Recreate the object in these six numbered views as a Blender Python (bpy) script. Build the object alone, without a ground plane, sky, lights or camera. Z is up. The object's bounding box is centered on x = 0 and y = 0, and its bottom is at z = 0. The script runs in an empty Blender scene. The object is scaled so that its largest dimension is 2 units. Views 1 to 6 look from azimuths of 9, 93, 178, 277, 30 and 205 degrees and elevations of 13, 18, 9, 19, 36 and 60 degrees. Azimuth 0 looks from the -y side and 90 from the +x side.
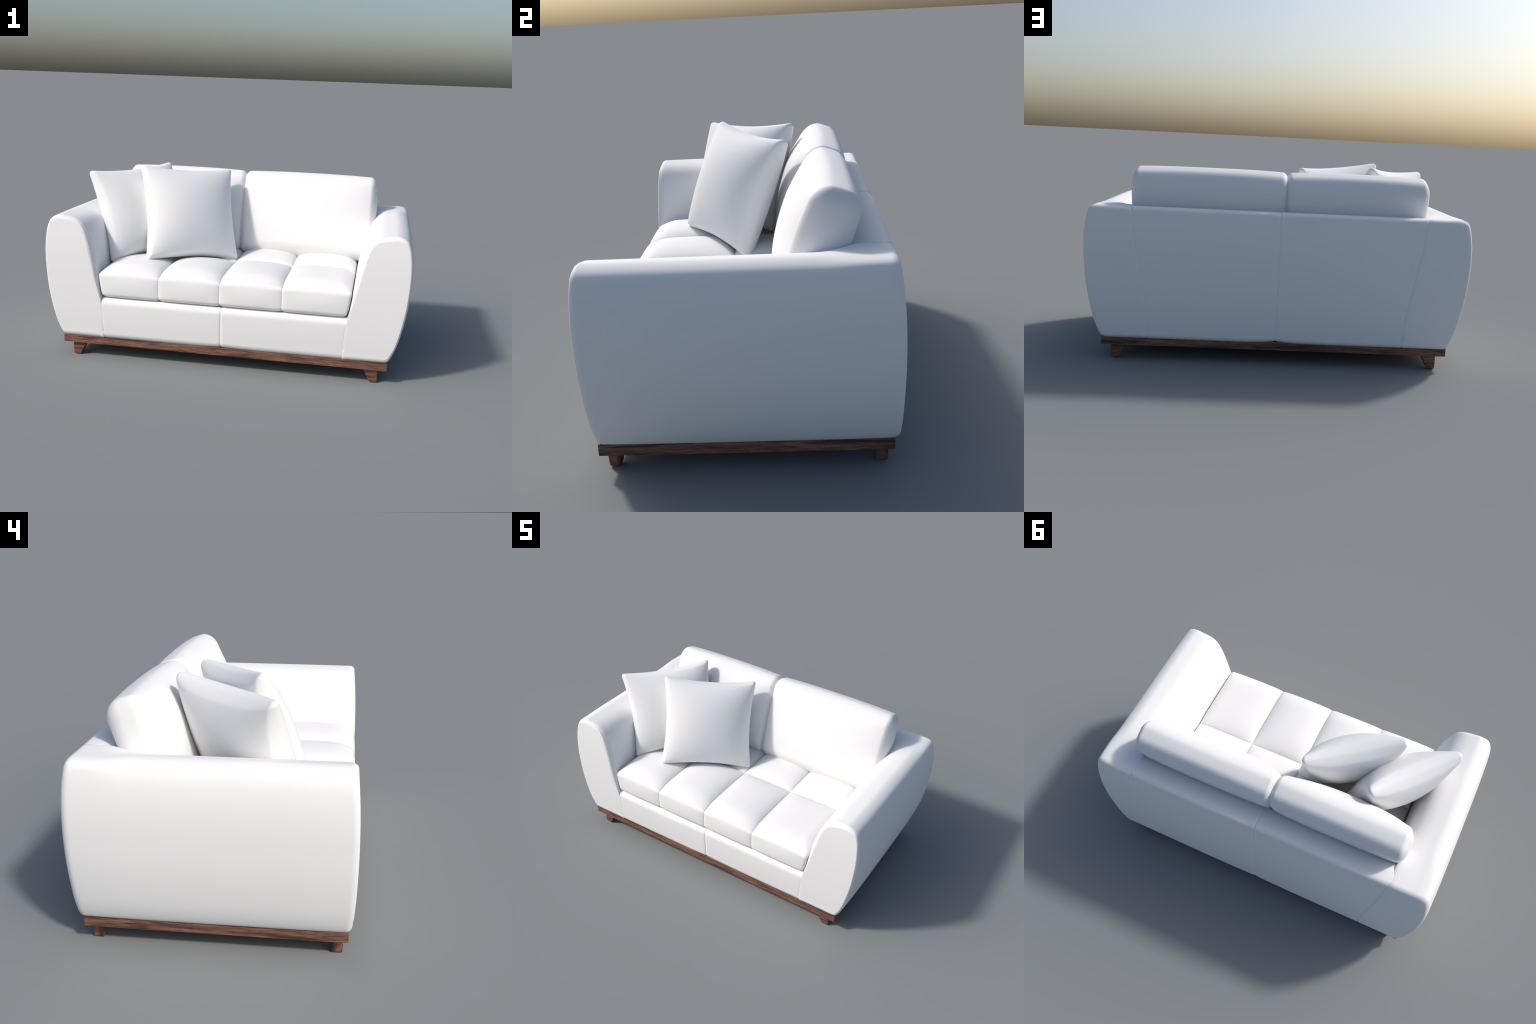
import bpy, math
import numpy as np

# =====================================================================
#  White two-seat upholstered sofa on a walnut plinth, two throw pillows
#  metres, z up, front = -y
# =====================================================================

# ------------------------------------------------------------ helpers
def smoothstep(a, b, x):
    t = np.clip((np.asarray(x, float) - a) / (b - a), 0, 1)
    return t * t * (3 - 2 * t)


def catmull(ctrl, per=10):
    """Dense Catmull-Rom curve through control points, then slightly relaxed."""
    p = np.array(ctrl, float)
    q = np.vstack([2 * p[0] - p[1], p, 2 * p[-1] - p[-2]])
    out = []
    for i in range(1, len(q) - 2):
        a, b, c, d = q[i - 1], q[i], q[i + 1], q[i + 2]
        for k in range(per):
            t = k / per
            out.append(0.5 * (2 * b + (c - a) * t + (2 * a - 5 * b + 4 * c - d) * t * t
                              + (3 * b - a - 3 * c + d) * t ** 3))
    out.append(p[-1])
    return np.array(out)


def relax(c, n):
    c = c.copy()
    for _ in range(n):
        c[1:-1] = 0.5 * c[1:-1] + 0.25 * (c[:-2] + c[2:])
    return c


def make_object(name, verts, faces, mat, parent=None, weld=1e-5):
    me = bpy.data.meshes.new(name)
    me.from_pydata([tuple(v) for v in verts], [], [tuple(int(i) for i in f) for f in faces])
    import bmesh
    bm = bmesh.new()
    bm.from_mesh(me)
    bmesh.ops.remove_doubles(bm, verts=bm.verts, dist=weld)
    bmesh.ops.dissolve_degenerate(bm, dist=1e-6, edges=bm.edges)
    bmesh.ops.recalc_face_normals(bm, faces=bm.faces)
    bm.to_mesh(me)
    bm.free()
    me.polygons.foreach_set("use_smooth", [True] * len(me.polygons))
    me.materials.append(mat)
    ob = bpy.data.objects.new(name, me)
    bpy.context.scene.collection.objects.link(ob)
    if parent is not None:
        ob.parent = parent
    return ob


def grid_faces(nr, nc, base=0, flip=False):
    f = []
    for i in range(nr - 1):
        for j in range(nc - 1):
            a = base + i * nc + j
            q = (a, a + 1, a + nc + 1, a + nc)
            f.append(q[::-1] if flip else q)
    return f


def axis_lines(a, r, inner, k=7):
    """Grid positions along one box axis: fine in the rounded edges, given lines inside."""
    th = np.linspace(0, math.pi / 4, k + 1)
    edge = (a - r) + r * np.tan(th)
    mid = np.asarray(inner, float)
    mid = mid[(mid > -(a - r) + 1e-6) & (mid < (a - r) - 1e-6)]
    return np.concatenate([-edge[::-1], mid, edge])


def rounded_box(a, r, inner, k=7):
    """Box of half sizes a with edge radii r (per axis); returns verts, faces."""
    a = np.array(a, float)
    r = np.array(r, float)
    L = [axis_lines(a[i], r[i], inner[i], k) for i in range(3)]
    V, F, n = [], [], 0
    for ax in range(3):
        u, v = [i for i in range(3) if i != ax]
        for s in (-1, 1):
            A, B = np.meshgrid(L[u], L[v], indexing="ij")
            P = np.zeros(A.shape + (3,))
            P[..., u], P[..., v], P[..., ax] = A, B, s * a[ax]
            V.append(P.reshape(-1, 3))
            F += grid_faces(A.shape[0], A.shape[1], n)
            n += A.size
    V = np.vstack(V)
    core = np.clip(V, -(a - r), a - r)
    d = (V - core) / r
    d /= np.linalg.norm(d, axis=1)[:, None]
    return core + d * r, F


# ---------------------------------------------------------- materials
def new_mat(name):
    m = bpy.data.materials.new(name)
    m.use_nodes = True
    nt = m.node_tree
    return m, nt, nt.nodes["Principled BSDF"]


def fabric_material(name, col):
    m, nt, b = new_mat(name)
    b.inputs["Base Color"].default_value = (*col, 1)
    b.inputs["Roughness"].default_value = 0.75
    b.inputs["Specular IOR Level"].default_value = 0.3
    tc = nt.nodes.new("ShaderNodeTexCoord")
    nz = nt.nodes.new("ShaderNodeTexNoise")
    nz.inputs["Scale"].default_value = 900
    nz.inputs["Detail"].default_value = 2
    bp = nt.nodes.new("ShaderNodeBump")
    bp.inputs["Strength"].default_value = 0.04
    bp.inputs["Distance"].default_value = 0.0005
    nt.links.new(tc.outputs["Object"], nz.inputs["Vector"])
    nt.links.new(nz.outputs["Fac"], bp.inputs["Height"])
    nt.links.new(bp.outputs["Normal"], b.inputs["Normal"])
    return m


def walnut_material(name, on_y_faces="x", on_x_faces="y"):
    """Walnut whose streaks run along one axis on the faces turned to +-y (and z),
    along another on the faces turned to +-x."""
    m, nt, b = new_mat(name)
    N, Lk = nt.nodes.new, nt.links.new
    tc = N("ShaderNodeTexCoord")
    sep = N("ShaderNodeSeparateXYZ")
    Lk(tc.outputs["Normal"], sep.inputs["Vector"])
    ab = N("ShaderNodeMath")
    ab.operation = "ABSOLUTE"
    Lk(sep.outputs["X"], ab.inputs[0])
    gt = N("ShaderNodeMath")
    gt.operation = "GREATER_THAN"
    gt.inputs[1].default_value = 0.6
    Lk(ab.outputs[0], gt.inputs[0])
    stretch = {"x": (1.0, 15, 15), "y": (15, 1.0, 15), "z": (15, 15, 1.0)}

    def grain(mul, loc):
        maps = []
        for al in (on_y_faces, on_x_faces):
            mp = N("ShaderNodeMapping")
            mp.inputs["Scale"].default_value = tuple(k * mul for k in stretch[al])
            mp.inputs["Location"].default_value = loc
            Lk(tc.outputs["Object"], mp.inputs["Vector"])
            maps.append(mp)
        mx = N("ShaderNodeMix")
        mx.data_type = "VECTOR"
        Lk(gt.outputs[0], mx.inputs["Factor"])
        Lk(maps[0].outputs["Vector"], mx.inputs["A"])
        Lk(maps[1].outputs["Vector"], mx.inputs["B"])
        return mx.outputs["Result"]

    # broad figure
    n1 = N("ShaderNodeTexNoise")
    n1.inputs["Scale"].default_value = 3.6
    n1.inputs["Detail"].default_value = 5
    n1.inputs["Roughness"].default_value = 0.6
    n1.inputs["Distortion"].default_value = 0.4
    Lk(grain(1.0, (0.3, 0.7, 0.15)), n1.inputs["Vector"])
    # fine fibres
    n2 = N("ShaderNodeTexNoise")
    n2.inputs["Scale"].default_value = 3.0
    n2.inputs["Detail"].default_value = 4
    n2.inputs["Roughness"].default_value = 0.65
    Lk(grain(6.0, (1.3, 2.1, 0.4)), n2.inputs["Vector"])
    r1 = N("ShaderNodeValToRGB")
    e = r1.color_ramp.elements
    e[0].position, e[0].color = 0.35, (0.066, 0.037, 0.032, 1)
    e[1].position, e[1].color = 0.63, (0.285, 0.140, 0.092, 1)
    mid = r1.color_ramp.elements.new(0.48)
    mid.color = (0.185, 0.093, 0.066, 1)
    Lk(n1.outputs["Fac"], r1.inputs["Fac"])
    r2 = N("ShaderNodeValToRGB")
    e = r2.color_ramp.elements
    e[0].position, e[0].color = 0.36, (0.50, 0.47, 0.48, 1)
    e[1].position, e[1].color = 0.60, (1.12, 1.12, 1.12, 1)
    Lk(n2.outputs["Fac"], r2.inputs["Fac"])
    mx = N("ShaderNodeMix")
    mx.data_type = "RGBA"
    mx.blend_type = "MULTIPLY"
    mx.inputs["Factor"].default_value = 1.0
    Lk(r1.outputs["Color"], mx.inputs["A"])
    Lk(r2.outputs["Color"], mx.inputs["B"])
    Lk(mx.outputs["Result"], b.inputs["Base Color"])
    b.inputs["Roughness"].default_value = 0.55
    b.inputs["Specular IOR Level"].default_value = 0.3
    bp = N("ShaderNodeBump")
    bp.inputs["Strength"].default_value = 0.15
    bp.inputs["Distance"].default_value = 0.001
    Lk(n2.outputs["Fac"], bp.inputs["Height"])
    Lk(bp.outputs["Normal"], b.inputs["Normal"])
    return m


FABRIC = fabric_material("white_upholstery", (0.80, 0.80, 0.80))
PILLOW = fabric_material("white_pillow_cloth", (0.80, 0.80, 0.80))
WOOD = walnut_material("walnut_plinth_wood", "x", "y")
WOOD_LEG = walnut_material("walnut_leg_wood", "x", "z")

sofa = bpy.data.objects.new("sofa", None)
bpy.context.scene.collection.objects.link(sofa)
sofa["label"] = "white upholstered two-seat sofa on low walnut plinth"
sofa["category"] = "sofa"

# ------------------------------------------------ shared body outlines
# depth of the shell (half size in y) against height: barrel-shaped
_fz = [0.110, 0.160, 0.190, 0.230, 0.300, 0.400, 0.500, 0.600, 0.680, 0.740, 0.770, 0.800]
_fy = [0.5405, 0.5410, 0.5435, 0.546, 0.549, 0.551, 0.551, 0.549, 0.545, 0.540, 0.5375, 0.536]
_by = [0.5405, 0.5410, 0.5425, 0.544, 0.546, 0.548, 0.548, 0.545, 0.540, 0.534, 0.5320, 0.531]
_bz = np.linspace(0.11, 0.80, 200)


def _smooth_table(y):
    t = np.interp(_bz, _fz, y)
    return relax(t[:, None], 16)[:, 0]


_FT, _BT = _smooth_table(_fy), _smooth_table(_by)


def front_depth(z):
    return np.interp(z, _bz, _FT)


def back_depth(z):
    return np.interp(z, _bz, _BT)


# arm section (x, z) for the right arm: outer side bottom -> crown, inner side bottom -> crown
OUT_A = [(0.800, 0.113), (0.860, 0.113), (0.895, 0.117), (0.917, 0.140), (0.945, 0.206), (0.970, 0.305),
         (0.987, 0.402), (0.996, 0.493), (1.0005, 0.566), (1.000, 0.640), (0.993, 0.705), (0.982, 0.748),
         (0.966, 0.776), (0.940, 0.792), (0.910, 0.799), (0.880, 0.796)]
IN_A = [(0.800, 0.113), (0.740, 0.113), (0.690, 0.113), (0.660, 0.120), (0.662, 0.200), (0.666, 0.280),
        (0.673, 0.340), (0.685, 0.395), (0.692, 0.455), (0.705, 0.545), (0.721, 0.620), (0.741, 0.690),
        (0.765, 0.738), (0.795, 0.769), (0.833, 0.787), (0.880, 0.796)]
# the flat front face of the arm, point for point
OUT_F = [(0.800, 0.146), (0.860, 0.146), (0.888, 0.147), (0.904, 0.157), (0.934, 0.210), (0.958, 0.308),
         (0.975, 0.404), (0.984, 0.494), (0.988, 0.566), (0.987, 0.640), (0.981, 0.700), (0.972, 0.738),
         (0.960, 0.763), (0.938, 0.771), (0.908, 0.772), (0.880, 0.770)]
IN_F = [(0.800, 0.146), (0.740, 0.146), (0.690, 0.146), (0.661, 0.147), (0.663, 0.200), (0.667, 0.280),
        (0.675, 0.338), (0.690, 0.398), (0.709, 0.455), (0.732, 0.545), (0.750, 0.620), (0.766, 0.688),
        (0.783, 0.733), (0.804, 0.754), (0.838, 0.767), (0.880, 0.770)]
# the same where the arm turns into the back: crisper outer edge, flat top running in to the back panel
OUT_B = OUT_A[:9] + [(1.000, 0.640), (0.994, 0.705), (0.986, 0.750),
                     (0.976, 0.777), (0.958, 0.791), (0.925, 0.796), (0.880, 0.795)]
IN_B = IN_A[:6] + [(0.677, 0.330), (0.690, 0.400), (0.702, 0.470), (0.719, 0.550), (0.735, 0.640), (0.745, 0.725),
                   (0.750, 0.778), (0.764, 0.7925), (0.805, 0.794), (0.880, 0.795)]
# and the rim of its flat rear face
OUT_G = [(0.800, 0.139), (0.858, 0.139), (0.884, 0.141), (0.901, 0.154), (0.928, 0.212), (0.952, 0.310),
         (0.969, 0.404), (0.978, 0.494), (0.982, 0.566), (0.982, 0.640), (0.976, 0.700), (0.967, 0.738),
         (0.955, 0.757), (0.934, 0.766), (0.908, 0.768), (0.880, 0.768)]
IN_G = [(0.800, 0.139), (0.740, 0.139), (0.690, 0.139), (0.6605, 0.141), (0.6625, 0.200), (0.6665, 0.280),
        (0.6775, 0.330), (0.6905, 0.400), (0.7025, 0.470), (0.7195, 0.550), (0.7355, 0.640), (0.7455, 0.715),
        (0.7510, 0.752), (0.764, 0.766), (0.805, 0.768), (0.880, 0.768)]
PER = 9
oG, iG = relax(catmull(OUT_G, PER), 6), relax(catmull(IN_G, PER), 6)
oA, oB = relax(catmull(OUT_A, PER), 6), relax(catmull(OUT_B, PER), 6)
iA, iB = relax(catmull(IN_A, PER), 6), relax(catmull(IN_B, PER), 6)
oF, iF = relax(catmull(OUT_F, PER), 6), relax(catmull(IN_F, PER), 6)
NP = len(oA)


def inner_x(z, which):
    c = iA if which == "front" else iB
    k = np.argmin(c[:, 0] + (c[:, 1] > 0.3) * 10)
    c = c[3 * PER:]
    return np.interp(z, c[:, 1], c[:, 0])


def loop_of(o, i):
    return np.vstack([o, i[-2:0:-1]])          # closed loop, bottom -> out -> crown -> in


def loop_normals(lp):
    t = np.roll(lp, -1, 0) - np.roll(lp, 1, 0)
    n = np.stack([t[:, 1], -t[:, 0]], 1)
    n /= np.linalg.norm(n, axis=1)[:, None] + 1e-12
    return n


def skew_front(V):
    """The front is cut very slightly out of square: the right end sits back a little."""
    V = np.array(V)
    V[:, 1] += 0.0075 * smoothstep(-0.9, 1.1, V[:, 0]) * smoothstep(0.1, -0.5, V[:, 1])
    return V


def build_arm(name, side):
    LA, LB, LF, LG = loop_of(oA, iA), loop_of(oB, iB), loop_of(oF, iF), loop_of(oG, iG)
    n_loop = len(LA)
    is_inner = np.arange(n_loop) >= NP
    rows = []

    def section(w, d):
        lp = LA * (1 - w) + LB * w
        nm = loop_normals(lp)
        return lp, lp - nm * d[:, None]

    def blend(y):
        return float(smoothstep(0.27, 0.44, y))

    # how strongly the rim is rounded, round the loop
    z0 = LA[:, 1]
    RYF = np.where(is_inner, 0.004 + 0.038 * smoothstep(0.34, 0.46, z0), 0.026)
    RYF = np.where(z0 < 0.116, 0.034, RYF)
    RYF = np.where(z0 > 0.74, np.where(is_inner, 0.030, 0.022), RYF)
    for _ in range(24):
        RYF[:] = 0.5 * RYF + 0.25 * (np.roll(RYF, 1) + np.roll(RYF, -1))
    RYB = np.where(is_inner & (z0 < 0.73) & (z0 > 0.13), 0.006, 0.030)
    for _ in range(10):
        RYB = 0.5 * RYB + 0.25 * (np.roll(RYB, 1) + np.roll(RYB, -1))
    # a stitched seam runs a finger's width behind the front rim, on the inner side and the crown
    seam_w = (np.where(is_inner, 0.0016, 0.0009) * np.where(is_inner, 1.0, smoothstep(0.785, 0.797, z0))
              * smoothstep(0.36, 0.42, z0))

    def seam(dist):
        return seam_w * np.exp(-((dist - 0.011) / 0.0030) ** 2)

    # front rim
    for ph in np.linspace(math.pi / 2, 0, 26):
        dist = RYF * (1 - math.sin(ph))
        _, ins = section(0.0, seam(dist))
        ins = ins + (LF - LA) * (1 - math.cos(ph))
        y = -(front_depth(ins[:, 1]) - dist)
        rows.append(np.column_stack([ins[:, 0], y, ins[:, 1]]))
    # body
    ts = np.concatenate([np.linspace(0, 0.03, 22)[1:], np.linspace(0.03, 0.70, 22)[1:], np.linspace(0.70, 1, 34)[1:-1]])
    for t in ts:
        w = blend(-0.52 + t * 1.04)
        lp = LA * (1 - w) + LB * w
        y0 = -(front_depth(lp[:, 1]) - RYF)
        y1 = back_depth(lp[:, 1]) - RYB
        _, ins = section(w, seam(RYF + t * (y1 - y0)))
        rows.append(np.column_stack([ins[:, 0], y0 + t * (y1 - y0), ins[:, 1]]))
    # back rim
    for ph in np.linspace(0, math.pi / 2, 12):
        ins = LB + (LG - LB) * (1 - math.cos(ph))
        y = back_depth(ins[:, 1]) - RYB * (1 - math.sin(ph))
        rows.append(np.column_stack([ins[:, 0], y, ins[:, 1]]))
    R = np.array(rows)
    nr = len(R)
    V = R.reshape(-1, 3)
    F = []
    for i in range(nr - 1):
        for j in range(n_loop):
            j2 = (j + 1) % n_loop
            F.append((i * n_loop + j, i * n_loop + j2, (i + 1) * n_loop + j2, (i + 1) * n_loop + j))
    # end caps: strips between matching outer and inner points, closed by a face at foot and crown
    V = [V]
    base = nr * n_loop
    k0, k1, M = 3 * PER, 12 * PER, 16
    for first, depth, sg in ((0, front_depth, -1), ((nr - 1) * n_loop, back_depth, 1)):
        ring = R[0] if first == 0 else R[-1]
        o_id = first + np.arange(NP)
        i_id = first + np.concatenate([[0], np.arange(n_loop - 1, NP - 1, -1), [NP - 1]])
        s = np.linspace(0, 1, M)[1:-1]
        ids = []
        for k in range(k0, k1 + 1):
            a, b = ring[o_id[k] - first], ring[i_id[k] - first]
            P = a[None] * (1 - s[:, None]) + b[None] * s[:, None]
            P[:, 1] = sg * depth(P[:, 2])
            V.append(P)
            ids.append([o_id[k]] + list(range(base, base + M - 2)) + [i_id[k]])
            base += M - 2
        for r0, r1 in zip(ids[:-1], ids[1:]):
            F += [(r0[c], r0[c + 1], r1[c + 1], r1[c]) for c in range(M - 1)]
        foot = list(i_id[k0 - 1:0:-1]) + list(o_id[0:k0])
        F.append(tuple(ids[0]) + tuple(foot))
        crown = list(i_id[k1 + 1:NP - 1]) + list(o_id[NP - 1:k1:-1])
        F.append(tuple(ids[-1]) + tuple(crown))
    V = np.vstack(V)
    # the outer side bows: a little narrower towards front and back
    V[:, 0] -= 0.008 * np.clip(np.abs(V[:, 1]) / 0.54, 0, 1) ** 4 * smoothstep(0.84, 0.95, V[:, 0])
    V[:, 0] *= side
    V = skew_front(V)
    return make_object(name, V, F, FABRIC, sofa)


build_arm("arm", 1)
build_arm("arm", -1)


# -------------------------------------------------------- front panels
def build_front_panel(side):
    HX, HZ = 0.333, 0.1185
    V, F = rounded_box((HX, 0.30, HZ), (0.026, 0.036, 0.038),
                       (np.linspace(-0.33, 0.33, 40), np.linspace(-0.3, 0.3, 8), np.linspace(-0.1, 0.1, 14)))
    # neighbouring panels are pressed together: their rounded ends run a little past the seam
    over_c, over_a = 0.0160, 0.0225
    u = (V[:, 0] / HX + 1) / 2
    z = 0.1125 + HZ + V[:, 2]
    zc = V[:, 2] / HZ
    front = smoothstep(0.0, 0.2, -V[:, 1])
    puff = 0.003 * (1 - zc ** 2) * (1 - (2 * u - 1) ** 4)
    y = np.where(V[:, 1] < 0, -(front_depth(z) - 0.30) + V[:, 1] - (puff - 0.0004) * front, V[:, 1])
    near = np.exp(-np.clip(u * 0.666 - over_c, 0, 1) / 0.06)
    z = z + 0.006 * near * np.clip(-zc, 0, 1) ** 2 - 0.002 * near * np.clip(zc, 0, 1) ** 3
    x = -over_c + u * (inner_x(z, "front") + over_a + over_c)
    return make_object("front_panel", skew_front(np.column_stack([x * side, y, z])), F, FABRIC, sofa)


build_front_panel(1)
build_front_panel(-1)


# --------------------------------------------------------- back panels
def build_back_panel(side):
    HX, HZ = 0.36, 0.3405
    V, F = rounded_box((HX, 0.10, HZ), (0.020, 0.030, 0.026),
                       (np.linspace(-0.36, 0.36, 36), np.linspace(-0.1, 0.1, 6), np.linspace(-HZ, HZ, 60)))
    over_c, over_a = 0.0105, 0.0150
    u = (V[:, 0] / HX + 1) / 2
    z = 0.1125 + HZ + V[:, 2]
    zc = V[:, 2] / HZ
    bk = smoothstep(-0.06, 0.06, V[:, 1])
    near = np.exp(-np.clip(u * 0.72 - over_c, 0, 1) / 0.06)
    y = (0.455 + V[:, 1]) * (1 - bk) + (back_depth(z) - 0.1006 + V[:, 1] + 0.002 * np.sin(math.pi * u)) * bk
    # the top rolls down towards the seat
    z = z - 0.035 * smoothstep(0.05, -0.10, V[:, 1]) ** 2 * smoothstep(0.8, 1.0, zc)
    z = z + 0.011 * near * np.clip(-zc, 0, 1) ** 8
    x = -over_c + u * (inner_x(z, "back") + over_a + over_c)
    return make_object("back_panel", np.column_stack([x * side, y, z]), F, FABRIC, sofa)


build_back_panel(1)
build_back_panel(-1)

# -------------------------------------------------------- seat cushion
GROOVES_X = [-0.687, -0.349, -0.0115, 0.326, 0.687]
GROOVES_Y = [-0.540, -0.090, 0.360]


def clustered(lines, n):
    """n intervals between successive lines, crowded towards the lines."""
    out = []
    for a, b in zip(lines[:-1], lines[1:]):
        t = np.linspace(0, 1, n, endpoint=False)
        t = 0.5 - 0.5 * np.cos(math.pi * t)
        
        out += list(a + (b - a) * t)
    return np.array(out + [lines[-1]])


def tile_coord(x, lines):
    """-1..1 inside the tile that x falls in."""
    x = np.clip(x, lines[0], lines[-1])
    k = np.clip(np.searchsorted(lines, x, side="right") - 1, 0, len(lines) - 2)
    lo, hi = np.array(lines)[k], np.array(lines)[k + 1]
    return 2 * (x - lo) / (hi - lo) - 1, k


def build_seat():
    hx, hy, hz = 0.687, 0.450, 0.066
    z_mid, y_mid = 0.4165, -0.090
    V, F = rounded_box((hx, hy, hz), (0.013, 0.013, 0.013),
                       (clustered(GROOVES_X, 34), clustered(np.array(GROOVES_Y) - y_mid, 34), np.linspace(-0.05, 0.05, 16)), k=5)
    x, y, z = V[:, 0].copy(), V[:, 1] + y_mid, V[:, 2].copy()
    sx, _ = tile_coord(x, GROOVES_X)
    sy, ky = tile_coord(y, GROOVES_Y)
    top = smoothstep(0.30, 1.0, z / hz)
    fx = np.clip(1 - np.abs(sx) ** 2.3, 0, 1) ** 0.52
    fy = np.clip(1 - np.abs(sy) ** 2.5, 0, 1) ** 0.54
    inside = np.minimum(np.clip((hx - np.abs(x)) / 0.06, 0, 1), np.clip((hy - np.abs(V[:, 1])) / 0.10, 0, 1))
    lift = 0.013 * inside * inside * (3 - 2 * inside) + 0.046 * fx * fy
    zz = z_mid + z + lift * top
    # underside lip curls under between the grooves
    bot = np.clip(-z / hz, 0, 1)
    # plump front of every tile with a stitched groove between tiles
    zc = z / hz
    front = smoothstep(0.40, 0.446, -V[:, 1])
    face = np.clip(1 - np.abs(sx) ** 14, 0, 1) ** 0.7
    yy = y - front * (0.004 * face + 0.007 * (1 - sx ** 2) * (1 - zc ** 2) - 0.005)
    yy = yy + front * 0.015 * smoothstep(0.62, 1.0, bot) ** 1.3
    zz = zz + front * 0.008 * bot ** 4 * (1 - face)
    # sides follow the leaning arms
    side_x = np.interp(zz, [0.34, 0.36, 0.40, 0.44, 0.48, 0.56], [0.662, 0.669, 0.680, 0.686, 0.691, 0.696])
    xx = x + np.sign(x) * (side_x - hx) * smoothstep(0.80, 1.0, np.abs(x) / hx)
    make_object("seat_cushion", np.column_stack([xx, yy, zz]), F, FABRIC, sofa)


build_seat()


# -------------------------------------------------------- back cushions
def build_back_cushion(x0, x1):
    tilt = math.radians(19)
    U = np.array([0, math.sin(tilt), math.cos(tilt)])
    Fw = np.array([0, -math.cos(tilt), math.sin(tilt)])
    hw, ht, hh = (x1 - x0) / 2, 0.098, 0.245
    V, F = rounded_box((hw, ht, hh), (0.036, 0.072, 0.061),
                       (np.linspace(-hw, hw, 46), np.linspace(-ht, ht, 10), np.linspace(-hh, hh, 34)), k=10)
    a, f, h = V[:, 0] / hw, V[:, 1] / ht, V[:, 2] / hh
    ca = np.clip(1 - np.abs(a) ** 2.4, 0, 1)
    ch = np.clip(1 - np.abs(h) ** 2.4, 0, 1)
    cf = np.clip(1 - np.abs(f) ** 2.2, 0, 1)
    wf = ((f + 1) / 2) ** 1.5
    fw = V[:, 1] + wf * 0.046 * ca * ch - (1 - wf) * 0.008 * ca * ch
    up = V[:, 2] + h * (0.002 * ca + 0.008 * ca * cf + 0.011 * cf)
    sx = V[:, 0] + a * 0.010 * ch * cf
    fw = fw - 0.014 * smoothstep(0.2, 1.0, h) * wf * (0.3 + 0.7 * ca)
    fw = fw - 0.013 * wf * np.abs(a) ** 6 - (1 - wf) * -0.006 * np.abs(a) ** 8
    C = np.array([(x0 + x1) / 2, 0.2710, 0.7385])
    P = C + np.outer(sx, [1, 0, 0]) + np.outer(fw, Fw) + np.outer(up, U)
    return make_object("back_cushion", P, F, FABRIC, sofa)


build_back_cushion(-0.040, 0.776)
build_back_cushion(-0.781, -0.024)


# -------------------------------------------------------------- plinth
def box_part(name, lo, hi, mat, bev=0.002):
    lo, hi = np.array(lo), np.array(hi)
    V, F = rounded_box((hi - lo) / 2, (bev,) * 3, ([], [], []), k=3)
    return make_object(name, V + (lo + hi) / 2, F, mat, sofa)


box_part("plinth", (-0.8985, -0.5285, 0.0745), (0.8985, 0.5205, 0.1195), WOOD, 0.0015)


# ---------------------------------------------------------------- legs
def build_leg(sx, sy):
    V, F = rounded_box((0.5, 0.5, 0.5), (0.05, 0.05, 0.05), ([], [], np.linspace(-0.45, 0.45, 6)), k=3)
    t = V[:, 2] + 0.5
    foot = np.clip(1 - t / 0.10, 0, 1) ** 2
    u = V[:, 0] + 0.5                                   # 0 inner .. 1 outer
    xin = 0.811 + (0.773 - 0.811) * t
    x = xin + (0.851 - xin) * u
    x = x + (0.5 - u) * 0.006 * foot
    w = 0.043 + 0.006 * t
    ymid = 0.4865 if sy < 0 else 0.478
    y = ymid + V[:, 1] * (w - 0.005 * foot)
    z = t * 0.0755
    return make_object("leg", np.column_stack([sx * x, sy * y, z]), F, WOOD_LEG, sofa)


for sx in (-1, 1):
    for sy in (-1, 1):
        build_leg(sx, sy)


# ------------------------------------------------------- throw pillows
def build_pillow(centre, right, up, w, h, label):
    r = np.array(right, float)
    r /= np.linalg.norm(r)
    u = np.array(up, float)
    u -= r * (u @ r)
    u /= np.linalg.norm(u)
    n = np.cross(r, u)
    lines = np.sin(np.linspace(-math.pi / 2, math.pi / 2, 52))
    t0 = 0.020
    V, F = rounded_box((1, 1, t0), (0.085, 0.085, t0 * 0.95), (lines, lines, []), k=6)
    a, b = V[:, 0], V[:, 1]
    ca, cb = np.clip(1 - a ** 2, 0, 1), np.clip(1 - b ** 2, 0, 1)
    thick = 0.110 * np.clip(1 - np.abs(a) ** 2.1, 0, 1) ** 0.60 * np.clip(1 - np.abs(b) ** 2.1, 0, 1) ** 0.60
    zz = V[:, 2] + np.clip(V[:, 2] / t0, -1, 1) * thick
    k = 0.085
    x = a * (w / 2) * (1 - k * cb)
    y = b * (h / 2) * (1 - k * ca)
    P = np.column_stack([x, y, zz])
    ob = make_object("throw_pillow", P, F, PILLOW)
    from mathutils import Matrix
    M = Matrix(((r[0], u[0], n[0], centre[0]), (r[1], u[1], n[1], centre[1]), (r[2], u[2], n[2], centre[2]), (0, 0, 0, 1)))
    ob.matrix_world = M
    ob["label"] = label
    ob["category"] = "pillow"
    return ob


build_pillow((-0.293, -0.089, 0.772), (0.819, 0.570, -0.063), (-0.160, 0.357, 0.920), 0.570, 0.560,
             "plump square white throw pillow leaning in front")
build_pillow((-0.590, -0.073, 0.768), (0.632, 0.773, 0.046), (-0.301, 0.232, 0.925), 0.566, 0.545,
             "plump square white throw pillow in the corner")
